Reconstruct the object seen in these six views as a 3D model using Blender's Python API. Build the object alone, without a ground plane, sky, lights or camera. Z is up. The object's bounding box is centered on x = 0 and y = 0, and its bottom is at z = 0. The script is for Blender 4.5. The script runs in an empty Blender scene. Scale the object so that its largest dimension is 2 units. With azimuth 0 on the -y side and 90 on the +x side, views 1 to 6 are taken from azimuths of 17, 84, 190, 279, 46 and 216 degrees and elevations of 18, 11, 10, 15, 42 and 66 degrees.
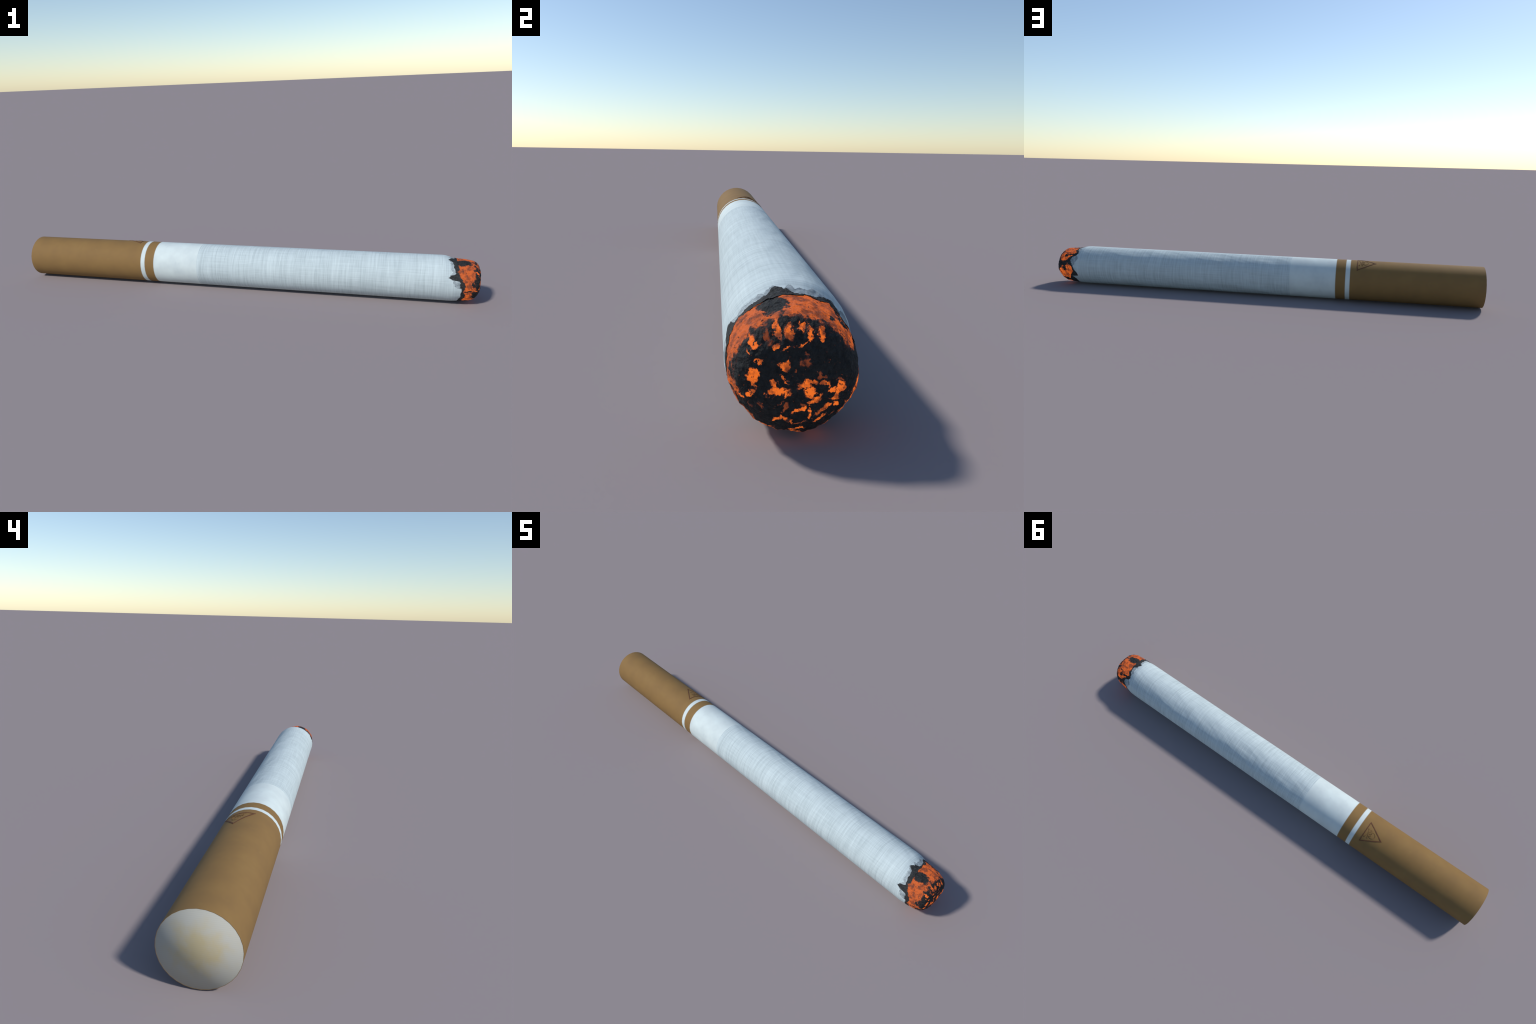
"""A lit cigarette lying on its side: cork-patterned tipping paper with a thin
white stripe, a white sleeve, thin ribbed wrapper paper, a ragged burnt rim and
a glowing ember.  The axis runs along x, the filter end is at x = -1."""
import bpy, bmesh, math, random
import numpy as np
from mathutils import noise as mnoise, Vector

random.seed(11)
R = 0.0904                     # tube radius, at the corners of its 32 slightly flat sides
AXIS_Z = 0.0904                # the tube rests on z = 0
SIDES, SIDE_TURN = 32, math.radians(2.4)
CRUMBLE = np.random.default_rng(5).uniform(-1, 1, (9, SIDES))   # unevenness of the coal
X_END, X_STRIPE0, X_STRIPE1, X_BAND1, X_SLEEVE1 = -1.0, -0.4240, -0.4045, -0.3610, -0.1560
NT = 704                       # samples round the tube
THETA = np.radians(np.linspace(-180, 180, NT, endpoint=False))   # 0 = up, +90 = +y

# --------------------------------------------------------------- tip profile
# cross-sections of the burning end: x, centre y, centre z, half width, half height
SECTIONS = np.array([
    (0.800, 0.0000, 0.0904, 0.0904, 0.0904),
    (0.845, 0.0000, 0.0904, 0.0904, 0.0904),
    (0.865, -.0003, 0.0900, 0.0898, 0.0898),
    (0.880, -.0010, 0.0880, 0.0890, 0.0875),
    (0.900, -.0030, 0.0862, 0.0870, 0.0840),
    (0.920, -.0038, 0.0867, 0.0858, 0.0828),
    (0.940, -.0040, 0.0870, 0.0843, 0.0812),
    (0.955, -.0050, 0.0870, 0.0822, 0.0792),
    (0.970, -.0065, 0.0885, 0.0785, 0.0742),
    (0.980, -.0070, 0.0885, 0.0740, 0.0678),
    (0.988, -.0075, 0.0885, 0.0675, 0.0570),
    (0.993, -.0060, 0.0890, 0.0560, 0.0460),
    (0.9965, -.0040, 0.0890, 0.0320, 0.0280),
    (0.9978, -.0030, 0.0890, 0.0002, 0.0002)])
ARC = np.r_[0, np.cumsum(np.hypot(np.diff(SECTIONS[:, 0]), np.diff(SECTIONS[:, 3])))]


def pchip(xk, yk, x):
    """Monotone cubic interpolation."""
    h = np.diff(xk); d = np.diff(yk) / h
    m = np.zeros(len(xk)); m[0], m[-1] = d[0], d[-1]
    for i in range(1, len(xk) - 1):
        if d[i - 1] * d[i] > 0:
            w1, w2 = 2 * h[i] + h[i - 1], h[i] + 2 * h[i - 1]
            m[i] = (w1 + w2) / (w1 / d[i - 1] + w2 / d[i])
    i = np.clip(np.searchsorted(xk, x) - 1, 0, len(h) - 1)
    s = (x - xk[i]) / h[i]
    return ((1 + 2 * s) * (1 - s) ** 2 * yk[i] + s * (1 - s) ** 2 * h[i] * m[i]
            + s * s * (3 - 2 * s) * yk[i + 1] + s * s * (s - 1) * h[i] * m[i + 1])


def flat_sides(th):
    """Radius factor of a 32-sided roll at angle th: 1 at the corners."""
    step = 2 * math.pi / SIDES
    return math.cos(step / 2) / np.cos(np.mod(th - SIDE_TURN, step) - step / 2)


def flatten(P, th, t=None):
    """Pull a round surface onto the 32 flat sides (normals stay round)."""
    cy, cz = (0, AXIS_Z) if t is None else (pchip(ARC, SECTIONS[:, 1], t), pchip(ARC, SECTIONS[:, 2], t))
    f = flat_sides(th)
    return np.stack([P[..., 0], cy + (P[..., 1] - cy) * f, cz + (P[..., 2] - cz) * f], -1)


def tip_point(t, th):
    """Surface point for profile arc length t and angle th (arrays)."""
    x, cy, cz, ry, rz = (pchip(ARC, SECTIONS[:, k], t) for k in range(5))
    # the near lower flank has burnt away deeper, and the coal crumbles unevenly
    start = np.clip((t - ARC[4]) / (ARC[8] - ARC[4]), 0, 1)
    fade = np.clip((ARC[-1] - t) / .05, 0, 1)
    off = np.mod(th - math.radians(-118) + math.pi, 2 * math.pi) - math.pi
    dent = .0062 * np.where(abs(off) < 1.15, np.cos(off / 1.15 * math.pi / 2) ** 2, 0)
    u = np.mod((th - SIDE_TURN) / (2 * math.pi) * SIDES, SIDES)
    v = np.clip((t - ARC[3]) / .022, 0, CRUMBLE.shape[0] - 1.001)
    i, j = np.floor(v).astype(int), np.floor(u).astype(int) % SIDES
    a, b, k = v - i, u - np.floor(u), (j + 1) % SIDES
    jag = ((CRUMBLE[i, j] * (1 - b) + CRUMBLE[i, k] * b) * (1 - a)
           + (CRUMBLE[i + 1, j] * (1 - b) + CRUMBLE[i + 1, k] * b) * a)
    cut = (dent - jag * .0017) * start * fade
    ry, rz = ry - cut, rz - cut
    return np.stack([x, cy + ry * np.sin(th), cz + rz * np.cos(th)], -1)


def tube_point(x, th):
    return np.stack([x, R * np.sin(th), AXIS_Z + R * np.cos(th)], -1)


def arc_of_x(x):
    return np.interp(x, SECTIONS[:, 0], ARC)


# ------------------------------------------------- ragged borders of the burn
# (angle in degrees, x) control points, from the bottom round to the bottom
PAPER_END = [(-180, .906), (-160, .913), (-137, .917), (-123, .926), (-113, .923), (-105, .928),
             (-98, .927), (-95, .915), (-90, .903), (-86, .901), (-82, .897), (-76, .896), (-72, .889),
             (-70.5, .879), (-69, .876), (-66, .879), (-61, .885), (-58, .888), (-53, .893), (-50, .889),
             (-44, .885), (-38, .887), (-33, .887), (-29, .883), (-24, .886), (-20, .881), (-16, .876),
             (-12, .875), (-9, .882), (-5, .886), (-2, .879), (1, .877), (4, .887), (8, .883), (15, .885),
             (20, .877), (25, .882), (31, .883), (36, .884), (40, .880), (46, .888), (51, .886),
             (54, .880), (60, .878), (67, .882), (72, .893), (78, .893), (84, .901), (92, .895),
             (99, .889), (106, .880), (113, .877), (117, .876), (119, .905), (121, .912), (125, .900),
             (132, .894), (139, .891), (152, .896), (166, .899)]
CHAR_START = [(-180, .908), (-137, .917), (-123, .926), (-113, .923), (-105, .928), (-98, .927),
              (-93, .921), (-88, .921), (-80, .920), (-75, .917), (-72, .891), (-70, .879), (-66, .880),
              (-61, .888), (-58, .897), (-54, .905), (-47, .901), (-42, .899), (-37, .897), (-32, .897),
              (-25, .894), (-20, .888), (-15, .879), (-11, .876), (-7, .882), (-3, .885), (0, .892),
              (4, .899), (10, .900), (16, .900), (22, .897), (27, .891), (33, .888), (40, .884),
              (46, .889), (50, .900), (52, .908), (58, .914), (63, .918), (69, .914), (76, .908),
              (86, .903), (92, .899), (99, .890), (106, .880), (117, .876), (119, .905), (121, .912),
              (125, .900), (132, .894), (139, .891), (152, .896), (166, .901)]
EMBER_START = [(-180, .931), (-160, .934), (-142, .931), (-130, .938), (-115, .940), (-105, .932),
               (-98, .938), (-90, .940), (-82, .938), (-76, .931), (-70, .928), (-65, .920), (-58, .918),
               (-54, .914), (-50, .909), (-43, .919), (-37, .915), (-30, .912), (-22, .911), (-9, .907),
               (0, .909), (6, .907), (14, .903), (17, .899), (22, .908), (27, .907), (33, .899),
               (36, .896), (40, .905), (44, .908), (47, .911), (56, .926), (62, .934), (67, .938),
               (73, .933), (78, .927), (84, .912), (92, .906), (102, .899), (108, .908), (112, .914),
               (120, .920), (128, .923), (142, .932), (162, .935)]


def ragged(points, seed, amp):
    a = np.array(points + [(180, points[0][1])])
    x = np.interp(np.degrees(THETA), a[:, 0], a[:, 1])
    for f, k in ((11.0, 1.0), (26.0, 0.9), (55.0, 0.55)):
        x += np.array([mnoise.noise(Vector((f * math.sin(t), f * math.cos(t), seed))) for t in THETA]) * amp * k
    return x


x_paper = ragged(PAPER_END, 3.1, .0030)
x_char = np.maximum(ragged(CHAR_START, 5.7, .0030), x_paper + .0005)
x_ember = np.maximum(ragged(EMBER_START, 8.3, .0024), x_char + .0045)
T_PAPER, T_CHAR, T_EMBER = arc_of_x(x_paper), arc_of_x(x_char), arc_of_x(x_ember)

# ------------------------------------------------------------ mesh building
ROOT = bpy.data.objects.new("cigarette", None)
ROOT.empty_display_size = 0.2
ROOT["label"] = "lit cigarette with cork filter and glowing orange ember"
ROOT["category"] = "cigarette"
bpy.context.scene.collection.objects.link(ROOT)


def make_object(name, verts, faces, mat, parent=ROOT, normals=None, smooth=True):
    me = bpy.data.meshes.new(name)
    me.from_pydata([tuple(map(float, v)) for v in verts], [], faces)
    me.validate()
    me.polygons.foreach_set("use_smooth", [smooth] * len(me.polygons))
    if normals is None:
        bm = bmesh.new()
        bm.from_mesh(me)
        bmesh.ops.recalc_face_normals(bm, faces=bm.faces)
        bm.to_mesh(me)
        bm.free()
    else:
        me.normals_split_custom_set_from_vertices([tuple(map(float, n)) for n in normals])
    me.materials.append(mat)
    me.update()
    ob = bpy.data.objects.new(name, me)
    ob.parent = parent
    bpy.context.scene.collection.objects.link(ob)
    return ob


def ring_faces(rows, n=NT, start=0):
    return [(start + i * n + j, start + (i + 1) * n + j, start + (i + 1) * n + (j + 1) % n, start + i * n + (j + 1) % n)
            for i in range(rows - 1) for j in range(n)]


def grid_normals(P):
    """Smooth normals of a closed ring grid, by central differences."""
    du = np.gradient(P, axis=0)
    dv = np.roll(P, -1, 1) - np.roll(P, 1, 1)
    n = np.cross(du, dv)
    n /= np.linalg.norm(n, axis=-1, keepdims=True) + 1e-15
    return n


def sleeve(name, xs, mat):
    """A piece of the straight tube."""
    X, TH = np.meshgrid(np.array(xs), THETA, indexing="ij")
    P = flatten(tube_point(X, TH), TH)
    N = np.stack([0 * X, np.sin(TH), np.cos(TH)], -1)
    return make_object(name, P.reshape(-1, 3), ring_faces(len(xs)), mat, normals=N.reshape(-1, 3))


def displaced(P, N, amount):
    return P + N * amount[..., None]


def fbm(P, scale, octaves, offset=(0, 0, 0)):
    o = Vector(offset)
    flat = P.reshape(-1, 3) * scale
    v = np.array([mnoise.fractal(Vector(p) + o, 1.0, 2.0, octaves) for p in flat])
    return v.reshape(P.shape[:-1])


# ---------------------------------------------------------------- materials
class Nodes:
    def __init__(self, name):
        self.mat = bpy.data.materials.new(name)
        self.mat.use_nodes = True
        self.nt = self.mat.node_tree
        self.bsdf = self.nt.nodes["Principled BSDF"]
        self.obj = self.nt.nodes.new("ShaderNodeTexCoord").outputs["Object"]
        sep = self.add("ShaderNodeSeparateXYZ", Vector=self.obj)
        self.x, self.y, self.z = sep.outputs

    def add(self, kind, **inputs):
        n = self.nt.nodes.new(kind)
        for k, v in inputs.items():
            if k in n.inputs.keys():
                self.put(n.inputs[k], v)
            else:
                setattr(n, k, v)
        return n

    def put(self, sock, v):
        if isinstance(v, bpy.types.NodeSocket):
            self.nt.links.new(v, sock)
        else:
            sock.default_value = v

    def math(self, op, a, b=0.0, c=0.0, clamp=False):
        n = self.nt.nodes.new("ShaderNodeMath")
        n.operation, n.use_clamp = op, clamp
        for s, v in zip(n.inputs, (a, b, c)):
            self.put(s, v)
        return n.outputs[0]

    def step(self, v, lo, hi, a=0.0, b=1.0):
        n = self.nt.nodes.new("ShaderNodeMapRange")
        n.interpolation_type = "SMOOTHSTEP"
        for s, w in zip(n.inputs, (v, lo, hi, a, b)):
            self.put(s, w)
        return n.outputs[0]

    def combine(self, x, y, z=0.0):
        n = self.nt.nodes.new("ShaderNodeCombineXYZ")
        for s, w in zip(n.inputs, (x, y, z)):
            self.put(s, w)
        return n.outputs[0]

    def noise(self, vec, scale, detail=2.0, rough=0.5, color=False):
        n = self.nt.nodes.new("ShaderNodeTexNoise")
        self.put(n.inputs["Vector"], vec)
        n.inputs["Scale"].default_value = scale
        n.inputs["Detail"].default_value = detail
        n.inputs["Roughness"].default_value = rough
        return n.outputs["Color" if color else "Fac"]

    def mix(self, fac, a, b, blend="MIX"):
        n = self.nt.nodes.new("ShaderNodeMix")
        n.data_type, n.blend_type = "RGBA", blend
        self.put(n.inputs[0], fac)
        for s, v in ((n.inputs[6], a), (n.inputs[7], b)):
            self.put(s, v if isinstance(v, bpy.types.NodeSocket) else (*v, 1.0))
        return n.outputs[2]

    def ramp(self, fac, stops):
        n = self.nt.nodes.new("ShaderNodeValToRGB")
        self.put(n.inputs[0], fac)
        e = n.color_ramp.elements
        while len(e) < len(stops):
            e.new(0.5)
        for el, (p, c) in zip(e, stops):
            el.position, el.color = p, (*c, 1.0)
        return n.outputs[0]

    def bump(self, height, strength, distance):
        n = self.add("ShaderNodeBump", Height=height, Strength=strength, Distance=distance)
        self.nt.links.new(n.outputs[0], self.bsdf.inputs["Normal"])

    def angle(self):
        """Angle round the axis, in metres along the circumference."""
        a = self.math("ARCTAN2", self.y, self.math("SUBTRACT", self.z, AXIS_Z))
        return self.math("MULTIPLY", a, R)

    def finish(self, color, rough, spec=0.5):
        self.put(self.bsdf.inputs["Base Color"], color if isinstance(color, bpy.types.NodeSocket) else (*color, 1))
        self.put(self.bsdf.inputs["Roughness"], rough)
        self.bsdf.inputs["Specular IOR Level"].default_value = spec
        return self.mat


CORK = (0.232, 0.138, 0.051)
WHITE = (0.570, 0.640, 0.635)


def tipping_material(name):
    """Printed tipping paper: cork brown and white meet softly where x says so."""
    m = Nodes(name)
    cloud = m.noise(m.obj, 14, 3, 0.55)
    fleck = m.noise(m.obj, 42, 2, 0.5)
    b = 0.0022
    w = m.math("SUBTRACT", m.step(m.x, X_STRIPE0 - b, X_STRIPE0 + b), m.step(m.x, X_STRIPE1 - b, X_STRIPE1 + b))
    w = m.math("ADD", w, m.step(m.x, X_BAND1 - b, X_BAND1 + b))
    brown = m.ramp(cloud, [(0.30, tuple(c * k for c, k in zip(CORK, (.93, .93, .97)))),
                           (0.55, CORK), (0.75, tuple(c * k for c, k in zip(CORK, (1.05, 1.07, 1.06))))])
    brown = m.mix(m.step(fleck, .62, .78, 0, .35), brown, (0.25, 0.155, 0.055))
    white = m.ramp(cloud, [(0.30, (0.52, 0.59, 0.595)), (0.48, WHITE), (0.68, (0.61, 0.69, 0.68))])
    white = m.mix(m.step(fleck, .66, .80, 0, .35), white, (0.44, 0.50, 0.54))
    m.bump(m.noise(m.obj, 9, 2), 0.25, 0.004)
    return m.finish(m.mix(w, brown, white), 0.72, 0.14)


def wrapper_material():
    m = Nodes("thin_ribbed_paper")
    a = m.angle()
    wob = m.math("MULTIPLY_ADD", m.noise(m.obj, 9, 1), .010, m.x)
    rib = m.noise(m.combine(m.math("MULTIPLY", wob, 120), m.math("MULTIPLY", a, 5.0)), 1.0, 3, .75)
    fine = m.noise(m.combine(m.math("MULTIPLY", wob, 300), m.math("MULTIPLY", a, 9.0), 3.0), 1.0, 1, .5)
    lng = m.noise(m.combine(m.math("MULTIPLY", m.x, 7), m.math("MULTIPLY", a, 210), 7.0), 1.0, 2, .6)
    cloud = m.noise(m.obj, 10, 3, .55)
    v = m.math("MULTIPLY_ADD", rib, .42, m.math("MULTIPLY", fine, .22))
    v = m.math("ADD", v, m.math("MULTIPLY", lng, .22))
    v = m.math("ADD", v, m.math("MULTIPLY", cloud, .16))
    col = m.ramp(v, [(0.375, (0.375, 0.442, 0.458)), (0.525, (0.485, 0.563, 0.578)), (0.675, (0.582, 0.667, 0.679))])
    # slack folds running slantwise along the tube, and the fine ribs
    fold = m.noise(m.combine(m.math("MULTIPLY_ADD", a, 9, m.math("MULTIPLY", m.x, 6)), m.math("MULTIPLY", a, 12), 2.0), 1.0, 2, .5)
    fold = m.math("MULTIPLY", fold, m.step(a, -.05, .02, .22, 1.0))      # slackest on the far upper side
    h = m.math("ADD", fold, m.math("MULTIPLY", v, .05))
    m.bump(h, 0.6, 0.013)
    return m.finish(col, 0.78, 0.14)


def ash_material():
    m = Nodes("grey_ash")
    n = m.noise(m.obj, 90, 3, .6)
    col = m.ramp(n, [(.32, (.20, .235, .25)), (.5, (.29, .335, .355)), (.68, (.42, .48, .50))])
    m.bump(m.noise(m.obj, 160, 2), .4, .003)
    return m.finish(col, .85, .2)


def char_material():
    m = Nodes("black_char")
    n = m.noise(m.obj, 140, 3, .6)
    col = m.ramp(n, [(.3, (.013, .014, .0145)), (.6, (.028, .030, .031)), (.8, (.075, .08, .083))])
    m.bump(m.noise(m.obj, 260, 3, .6), .6, .003)
    return m.finish(col, .8, .3)


# glowing spots on the face: centre y, centre z, half sizes, tilt (mm, degrees)
HOT = [(-30, 148, 3.0, 12, 18), (-15, 146, 5.5, 10, 8), (1, 152, 4.2, 7, -25), (10, 145, 3.4, 7, 12),
       (23, 144, 4.0, 6.2, 0), (23, 136.5, 3, 2, 0), (-59, 136, 3.2, 7, 0), (-54, 131, 6.5, 3, 10),
       (-32, 132, 3, 3, 0), (-17, 130.3, 7.5, 1.0, 6), (0, 133.5, 8, 1.0, 22), (-63, 124, 2.4, 1.7, 0),
       (-21, 109.5, 8.2, 6.5, 12), (-56, 97, 7.0, 9.5, -15), (-51, 114, 3.4, 1.9, 12), (-58, 86, 3, 6, 25),
       (-25, 96.5, 3, 2.2, 0), (-20, 92.3, 3.6, 2.8, -35), (-24, 77, 10, 6.3, 8), (-35, 79, 7, 5, 35),
       (-34, 88, 4.2, 4.2, 0), (3, 85, 9.5, 4.5, 22), (14, 89, 6, 4, 0), (27, 87, 6, 3, -25),
       (10, 77, 6.5, 7.5, 0), (19, 68, 6.5, 4, 10), (12, 63, 5, 3, 40), (43, 75, 5, 11, -32),
       (43, 59, 4, 4.5, 10), (35, 79, 5, 3.5, 40), (9, 52, 4, 3.4, 0), (9, 44, 2.6, 4, -10),
       (26, 52, 11.5, 3.2, 31), (24, 40, 5.5, 2.6, 20), (-4, 53, 10.5, 2.8, 36), (-27, 41, 6.5, 3.2, 48),
       (-16, 39, 8, 2.6, -25), (-4, 23, 8.5, 2.0, 6), (-61, 75, 6, 3.2, 38), (-71, 67, 5, 2.2, -35),
       (73, 73, 3.5, 6.5, -15), (65, 63, 4.5, 12, -32)]
DULL = [(-40, 141, 4.2, 9, 4), (4, 111, 6.5, 5, 10), (5, 119, 2.2, 3.2, -20), (21, 97, 5.5, 3, 0),
        (-19, 57, 3, 7.5, -15), (-1, 35, 8, 1.8, 5), (46, 89, 4, 1.8, -30), (41, 43, 4.5, 2, 20),
        (-61, 55, 1.8, 4.5, 25), (-49, 60, 1.8, 4.5, 15), (2, 61, 3, 3, 0), (-5, 87, 2, 2, 0),
        (-9, 103, 2, 1.6, 0), (-24, 63, 2, 1.2, 0)]
# cold patches on the glowing side: centre and half sizes (mm)
COLD = [(934, -29, 164, 27, 20, 18), (976, -20, 158, 9, 8, 8), (950, -84, 66, 16, 8, 5), (973, -78, 60, 9, 9, 8),
        (928, 55, 146, 24, 6, 4), (947, 60, 139, 15, 6, 4), (957, 42, 152, 7, 4, 4), (919, 67, 134, 6, 6, 8), (957, 76, 105, 26, 11, 15),
        (934, 75, 117, 9, 8, 7), (948, 78, 83, 12, 8, 11), (958, 52, 24, 32, 16, 12), (977, 70, 100, 15, 16, 24),
        (979, -58, 42, 13, 26, 26), (968, -83, 96, 6, 6, 10), (960, -40, 10, 20, 14, 8), (951, -8, 5, 18, 20, 10)]


def ember_material():
    m = Nodes("glowing_ember")
    warp = m.noise(m.obj, 75, 4, .65, color=True)
    n = m.add("ShaderNodeVectorMath", operation="SUBTRACT")
    m.put(n.inputs[0], warp); n.inputs[1].default_value = (.5, .5, .5)
    s = m.add("ShaderNodeVectorMath", operation="MULTIPLY_ADD")
    m.put(s.inputs[0], n.outputs[0]); s.inputs[1].default_value = (.024, .024, .024); m.put(s.inputs[2], m.obj)
    pos = s.outputs[0]

    def spots(items, rot=True):
        out = None
        for it in items:
            mp = m.add("ShaderNodeMapping", vector_type="TEXTURE")
            m.put(mp.inputs["Vector"], pos)
            if rot:
                y, z, ry, rz, a = it
                mp.inputs["Location"].default_value = (.985, y / 1e3, z / 1e3)
                mp.inputs["Scale"].default_value = (.035, ry / 1e3, rz / 1e3)
                mp.inputs["Rotation"].default_value = (math.radians(a), 0, 0)
            else:
                mp.inputs["Location"].default_value = [c / 1e3 for c in it[:3]]
                mp.inputs["Scale"].default_value = [c / 1e3 for c in it[3:]]
            ln = m.add("ShaderNodeVectorMath", operation="LENGTH")
            m.put(ln.inputs[0], mp.outputs[0])
            d = ln.outputs["Value"]
            out = d if out is None else m.math("MINIMUM", out, d)
        return out

    grain = m.noise(m.obj, 210, 4, .62)
    patch = m.noise(m.obj, 58, 4, .6)
    soft = m.math("MULTIPLY_ADD", patch, .55, m.math("MULTIPLY", grain, .75))     # about .65
    hot = m.step(m.math("ADD", soft, spots(HOT)), 1.82, 1.50)
    dull = m.step(m.math("ADD", soft, spots(DULL)), 1.85, 1.3, 0, .50)
    cold = m.step(m.math("MULTIPLY_ADD", soft, 1.2, spots(COLD, False)), 1.90, 1.70)
    side = m.step(m.math("MULTIPLY_ADD", m.math("SUBTRACT", patch, .5), .050, m.x), .979, .970)
    side = m.math("MULTIPLY", side, m.math("SUBTRACT", 1.0, cold))
    # smoky dark mottling and small black pits through the glow
    smoke = m.step(m.noise(m.obj, 62, 5, .68), .34, .58, .50, 1.0)
    pit = m.step(m.math("MULTIPLY_ADD", grain, .6, m.math("MULTIPLY", patch, .4)), .36, .45, .22, 1.0)
    glow = m.math("MAXIMUM", m.math("MAXIMUM", m.math("MULTIPLY", side, .84), hot), dull)
    spark = m.step(m.noise(m.obj, 330, 1), .70, .78, 0, .45)
    glow = m.math("MAXIMUM", glow, spark)
    heat = m.math("MULTIPLY", m.math("MULTIPLY", glow, pit), smoke)
    fire = m.ramp(heat, [(0.0, (0, 0, 0)), (.22, (.030, .007, .004)), (.5, (.17, .034, .008)),
                         (.78, (.43, .078, .009)), (1.0, (.80, .150, .013))])
    coal = m.ramp(m.noise(m.obj, 150, 3, .6), [(.3, (.013, .014, .0145)), (.7, (.030, .032, .033))])
    m.put(m.bsdf.inputs["Emission Color"], fire)
    m.bsdf.inputs["Emission Strength"].default_value = 1.0
    m.bump(m.noise(m.obj, 200, 4, .65), .9, .005)
    return m.finish(m.mix(m.math("MULTIPLY", heat, .6), coal, (.16, .035, .012)), .8, .25)


def filter_material():
    m = Nodes("stained_filter_fibre")
    zc = m.math("SUBTRACT", m.z, AXIS_Z)
    rad = m.math("SQRT", m.math("ADD", m.math("MULTIPLY", m.y, m.y), m.math("MULTIPLY", zc, zc)))
    n = m.noise(m.obj, 32, 3, .6)
    stain = m.step(m.math("MULTIPLY_ADD", m.math("SUBTRACT", n, .5), -.085, rad), .080, .012)
    lines = m.add("ShaderNodeTexWave", wave_type="BANDS", bands_direction="Z", Scale=70.0, Distortion=0.0)
    m.put(lines.inputs["Vector"], m.obj)
    col = m.mix(m.math("MULTIPLY", stain, .85), (.425, .42, .375), (.455, .375, .205))
    col = m.mix(m.math("MULTIPLY", lines.outputs["Fac"], .07), col, (.25, .24, .22))
    return m.finish(col, .85, .2)


def ink_material(name, color):
    m = Nodes(name)
    n = m.noise(m.obj, 60, 2)
    return m.finish(m.ramp(n, [(.3, color), (.7, tuple(c * 1.12 for c in color))]), .72, .14)


M_TIP = tipping_material("printed_tipping_paper")
M_WRAP = wrapper_material()

# ------------------------------------------------------------- tube pieces
filt = sleeve("tipping_paper", np.linspace(X_END, X_STRIPE0, 30), M_TIP)
sleeve("printed_stripe", [X_STRIPE0, (X_STRIPE0 + X_STRIPE1) / 2, X_STRIPE1], M_TIP)
sleeve("tipping_band", [X_STRIPE1, -.38, X_BAND1], M_TIP)
sleeve("white_sleeve", np.linspace(X_BAND1, X_SLEEVE1, 12), M_TIP)

# filter end: a paper-thin brown lip round a soft, padded-looking fibre plug
def filter_end():
    lip = R - 0.0006
    fl = flat_sides(THETA)
    P = np.stack([np.stack([np.full(NT, X_END), r * np.sin(THETA), AXIS_Z + r * np.cos(THETA)], -1) for r in (R * fl, lip * fl)])
    P2 = P[1:2].copy(); P2[..., 0] += .0006
    P = np.concatenate([P, P2])
    lipo = make_object("paper_lip", P.reshape(-1, 3), [f[::-1] for f in ring_faces(3)], M_TIP, parent=filt, smooth=False)
    rows = np.linspace(lip, 0.0004, 40)
    RR, TH = np.meshgrid(rows, THETA, indexing="ij")
    k = RR / lip
    P = np.stack([np.full(RR.shape, X_END + .0002), RR * fl * np.sin(TH), AXIS_Z + RR * fl * np.cos(TH)], -1)
    tilt = np.radians(47) * k
    N = np.stack([-np.cos(tilt), np.sin(tilt) * np.sin(TH), np.sin(tilt) * np.cos(TH)], -1)
    F = [f[::-1] for f in ring_faces(40)]
    F.append(tuple(range(39 * NT, 40 * NT)))
    me_faces = F
    make_object("filter_plug", P.reshape(-1, 3), me_faces, filter_material(), normals=N.reshape(-1, 3))


filter_end()

# ------------------------------------------------------ burning end pieces
def tip_strip(name, t0, t1, rows, mat, x_rows=None, relief=None, lip=0.0, ease=1.0):
    """A ring of the tip surface between two ragged borders t0(theta), t1(theta)."""
    w = np.linspace(0, 1, rows) ** ease
    Tm = t0[None, :] * (1 - w[:, None]) + t1[None, :] * w[:, None]
    TH = np.broadcast_to(THETA, Tm.shape)
    P = tip_point(Tm, TH)
    N = grid_normals(P)
    if x_rows is not None:
        X, TX = np.meshgrid(np.array(x_rows), THETA, indexing="ij")
        P = np.concatenate([tube_point(X, TX), P])
        N = np.concatenate([np.stack([0 * X, np.sin(TX), np.cos(TX)], -1), N])
        N[len(x_rows)] = N[len(x_rows) - 1]
    if lip or relief:
        amt = np.zeros(P.shape[:2])
        if relief:
            amt += relief(P)
        if lip:
            edge = np.minimum(1, np.linspace(0, 1, P.shape[0]) / .12)
            amt += lip * edge[:, None]
        P = displaced(P, N, amt)
        if lip:                       # short wall down to the paper below
            P = np.concatenate([tip_point(t0, THETA)[None], P])
            Tm = np.concatenate([t0[None], Tm])
        N = grid_normals(P)
    TH = np.broadcast_to(THETA, P.shape[:2])
    if x_rows is not None:
        Tm = np.concatenate([np.zeros((len(x_rows), NT)), Tm])
    return flatten(P, TH, Tm), N


P, N = tip_strip("wrapper_paper", np.full(NT, arc_of_x(.80)), T_PAPER, 46, M_WRAP,
                 x_rows=np.linspace(X_SLEEVE1, .79, 24))
make_object("wrapper_paper", P.reshape(-1, 3), ring_faces(P.shape[0]), M_WRAP, normals=N.reshape(-1, 3))

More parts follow.
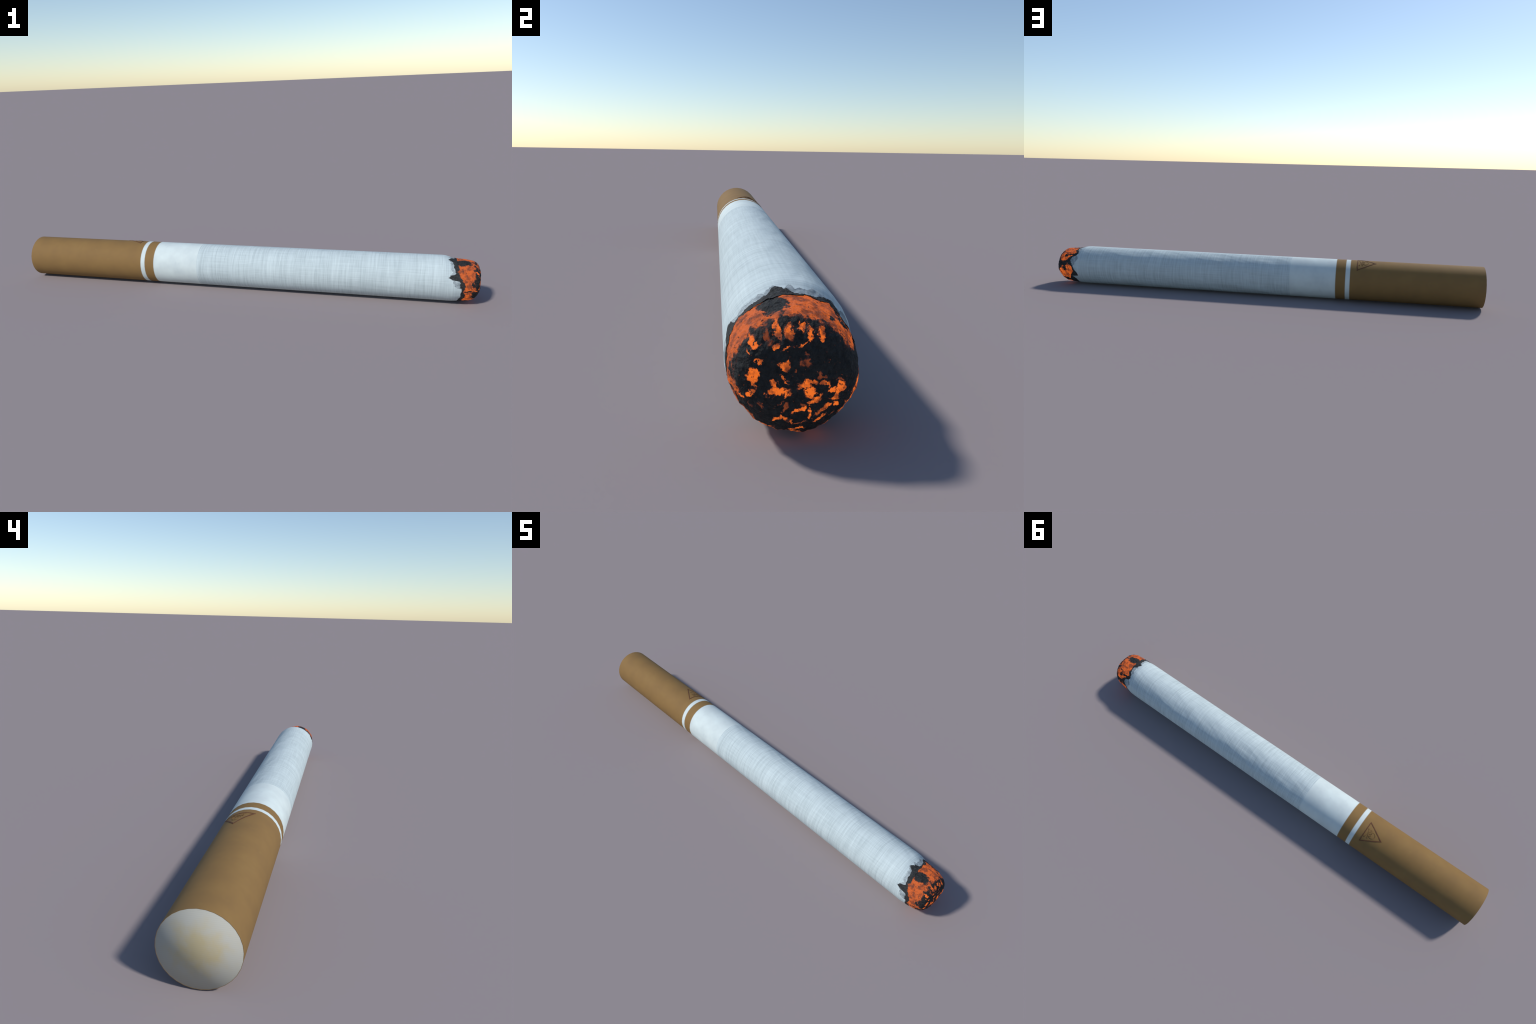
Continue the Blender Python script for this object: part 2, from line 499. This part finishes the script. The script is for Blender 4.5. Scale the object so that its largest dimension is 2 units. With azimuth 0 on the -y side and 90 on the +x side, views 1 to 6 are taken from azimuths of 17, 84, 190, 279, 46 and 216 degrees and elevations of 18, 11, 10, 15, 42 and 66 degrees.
P, N = tip_strip("ash_rim", T_PAPER, T_CHAR, 8, None, relief=lambda p: .0005 * fbm(p, 130, 2))
make_object("ash_rim", P.reshape(-1, 3), ring_faces(P.shape[0]), ash_material(), normals=N.reshape(-1, 3))

P, N = tip_strip("char_rim", T_CHAR, T_EMBER, 22, None, relief=lambda p: .0011 * fbm(p, 120, 3), lip=.0010)
make_object("char_rim", P.reshape(-1, 3), ring_faces(P.shape[0]), char_material(), normals=N.reshape(-1, 3))

ember_relief = lambda p: .0018 * fbm(p, 26, 2, (4, 1, 7)) + .0014 * fbm(p, 120, 4)
P, N = tip_strip("ember", T_EMBER, np.full(NT, ARC[-1]), 190, None, relief=ember_relief, lip=.0008)
F = ring_faces(P.shape[0])
F.append(tuple(reversed(range((P.shape[0] - 1) * NT, P.shape[0] * NT))))
make_object("ember", P.reshape(-1, 3), F, ember_material(), normals=N.reshape(-1, 3))

# ---------------------------------------------- printed warning sign on the filter
SIGN_X, SIGN_A = -0.4534, math.radians(20.0)     # foot of the sign, angle of its middle
PROUD = .0007


def on_tube(h, s, r):
    a = SIGN_A + s / R
    return (SIGN_X - h, r * math.sin(a), AXIS_Z + r * math.cos(a))


def band(left, right, closed=False, proud=PROUD):
    """A thin raised strip of ink between two outlines given as (h, s) points."""
    V, F = [], []
    for (a, b) in zip(left, right):
        V += [on_tube(*a, R - .0008), on_tube(*a, R + proud), on_tube(*b, R + proud), on_tube(*b, R - .0008)]
    n = len(left)
    for i in range(n if closed else n - 1):
        j = (i + 1) % n
        for k in range(3):
            F.append((4 * i + k, 4 * i + k + 1, 4 * j + k + 1, 4 * j + k))
    if not closed:
        F += [(0, 1, 2, 3), (4 * n - 1, 4 * n - 2, 4 * n - 3, 4 * n - 4)]
    return V, F


def stroke(points, width, closed=False, proud=PROUD):
    L, Rr = [], []
    n = len(points)
    for i, (h, s) in enumerate(points):
        a = points[(i - 1) % n] if closed or i else points[0]
        b = points[(i + 1) % n] if closed or i < n - 1 else points[-1]
        dh, ds = b[0] - a[0], b[1] - a[1]
        q = math.hypot(dh, ds) or 1
        L.append((h - ds / q * width / 2, s + dh / q * width / 2))
        Rr.append((h + ds / q * width / 2, s - dh / q * width / 2))
    return band(L, Rr, closed, proud)


def outline(corners, per_side):
    pts = []
    for a, b in zip(corners, corners[1:] + corners[:1]):
        pts += [(a[0] + (b[0] - a[0]) * i / per_side, a[1] + (b[1] - a[1]) * i / per_side) for i in range(per_side)]
    return pts


def join(parts):
    V, F = [], []
    for v, f in parts:
        F += [tuple(i + len(V) for i in q) for q in f]
        V += v
    return V, F


sign_mat = ink_material("dark_red_brown_ink", (.120, .054, .028))
skull_mat = ink_material("faint_brown_ink", (.180, .102, .039))
eye_mat = ink_material("dark_brown_ink", (.115, .062, .026))
half, tall, wd = .0505, .0835, .0038
outer = outline([(-.0008, -half), (tall, 0.0), (-.0008, half)], 24)
k = (half - wd * 1.85) / half
inner = outline([(wd - .0008, -half * k), (wd - .0008 + (tall + .0008) * k, 0.0), (wd - .0008, half * k)], 24)
V, F = band(outer, inner, True)
sign = make_object("warning_triangle", V, F, sign_mat, parent=filt, smooth=False)

head = [(.0350 + .0138 * math.cos(t), .0125 * math.sin(t)) for t in np.radians(np.linspace(-128, 128, 40))]
jaw = [(.0205, .0070), (.0190, .0050), (.0186, 0), (.0190, -.0050), (.0205, -.0070)]
V, F = stroke(head + jaw, .0013, True)
make_object("skull_outline", V, F, skull_mat, parent=sign, smooth=False)


def dot(h, s, r, mat, name):
    ring = [(h + r * math.cos(t), s + r * math.sin(t)) for t in np.linspace(0, 2 * math.pi, 14, endpoint=False)]
    V, F = band(ring, [(h + (a - h) * .05, s + (b - s) * .05) for a, b in ring], True)
    make_object(name, V, F, mat, parent=sign, smooth=False)


dot(.0292, -.0047, .0023, eye_mat, "skull_eye")
dot(.0292, .0047, .0023, eye_mat, "skull_eye")
dot(.0236, 0.0, .0016, eye_mat, "skull_nose")

bones, level = [], .0004
for h0, h1 in ((.0098, .0225), (.0225, .0098)):
    line = [(h0 + (h1 - h0) * i / 16, -.0175 + .035 * i / 16) for i in range(17)]
    level += .0002
    bones.append(stroke(line, .0021, proud=level))
    for h, s in (line[0], line[-1]):
        for d in (-.0015, .0015):
            level += .00004
            ring = [(h + d + .0017 * math.cos(t), s + .0017 * math.sin(t)) for t in np.linspace(0, 2 * math.pi, 12, endpoint=False)]
            bones.append(band(ring, [(h + d + (a - h - d) * .05, s + (b - s) * .05) for a, b in ring], True, level))
V, F = join(bones)
make_object("crossed_bones", V, F, skull_mat, parent=sign, smooth=False)
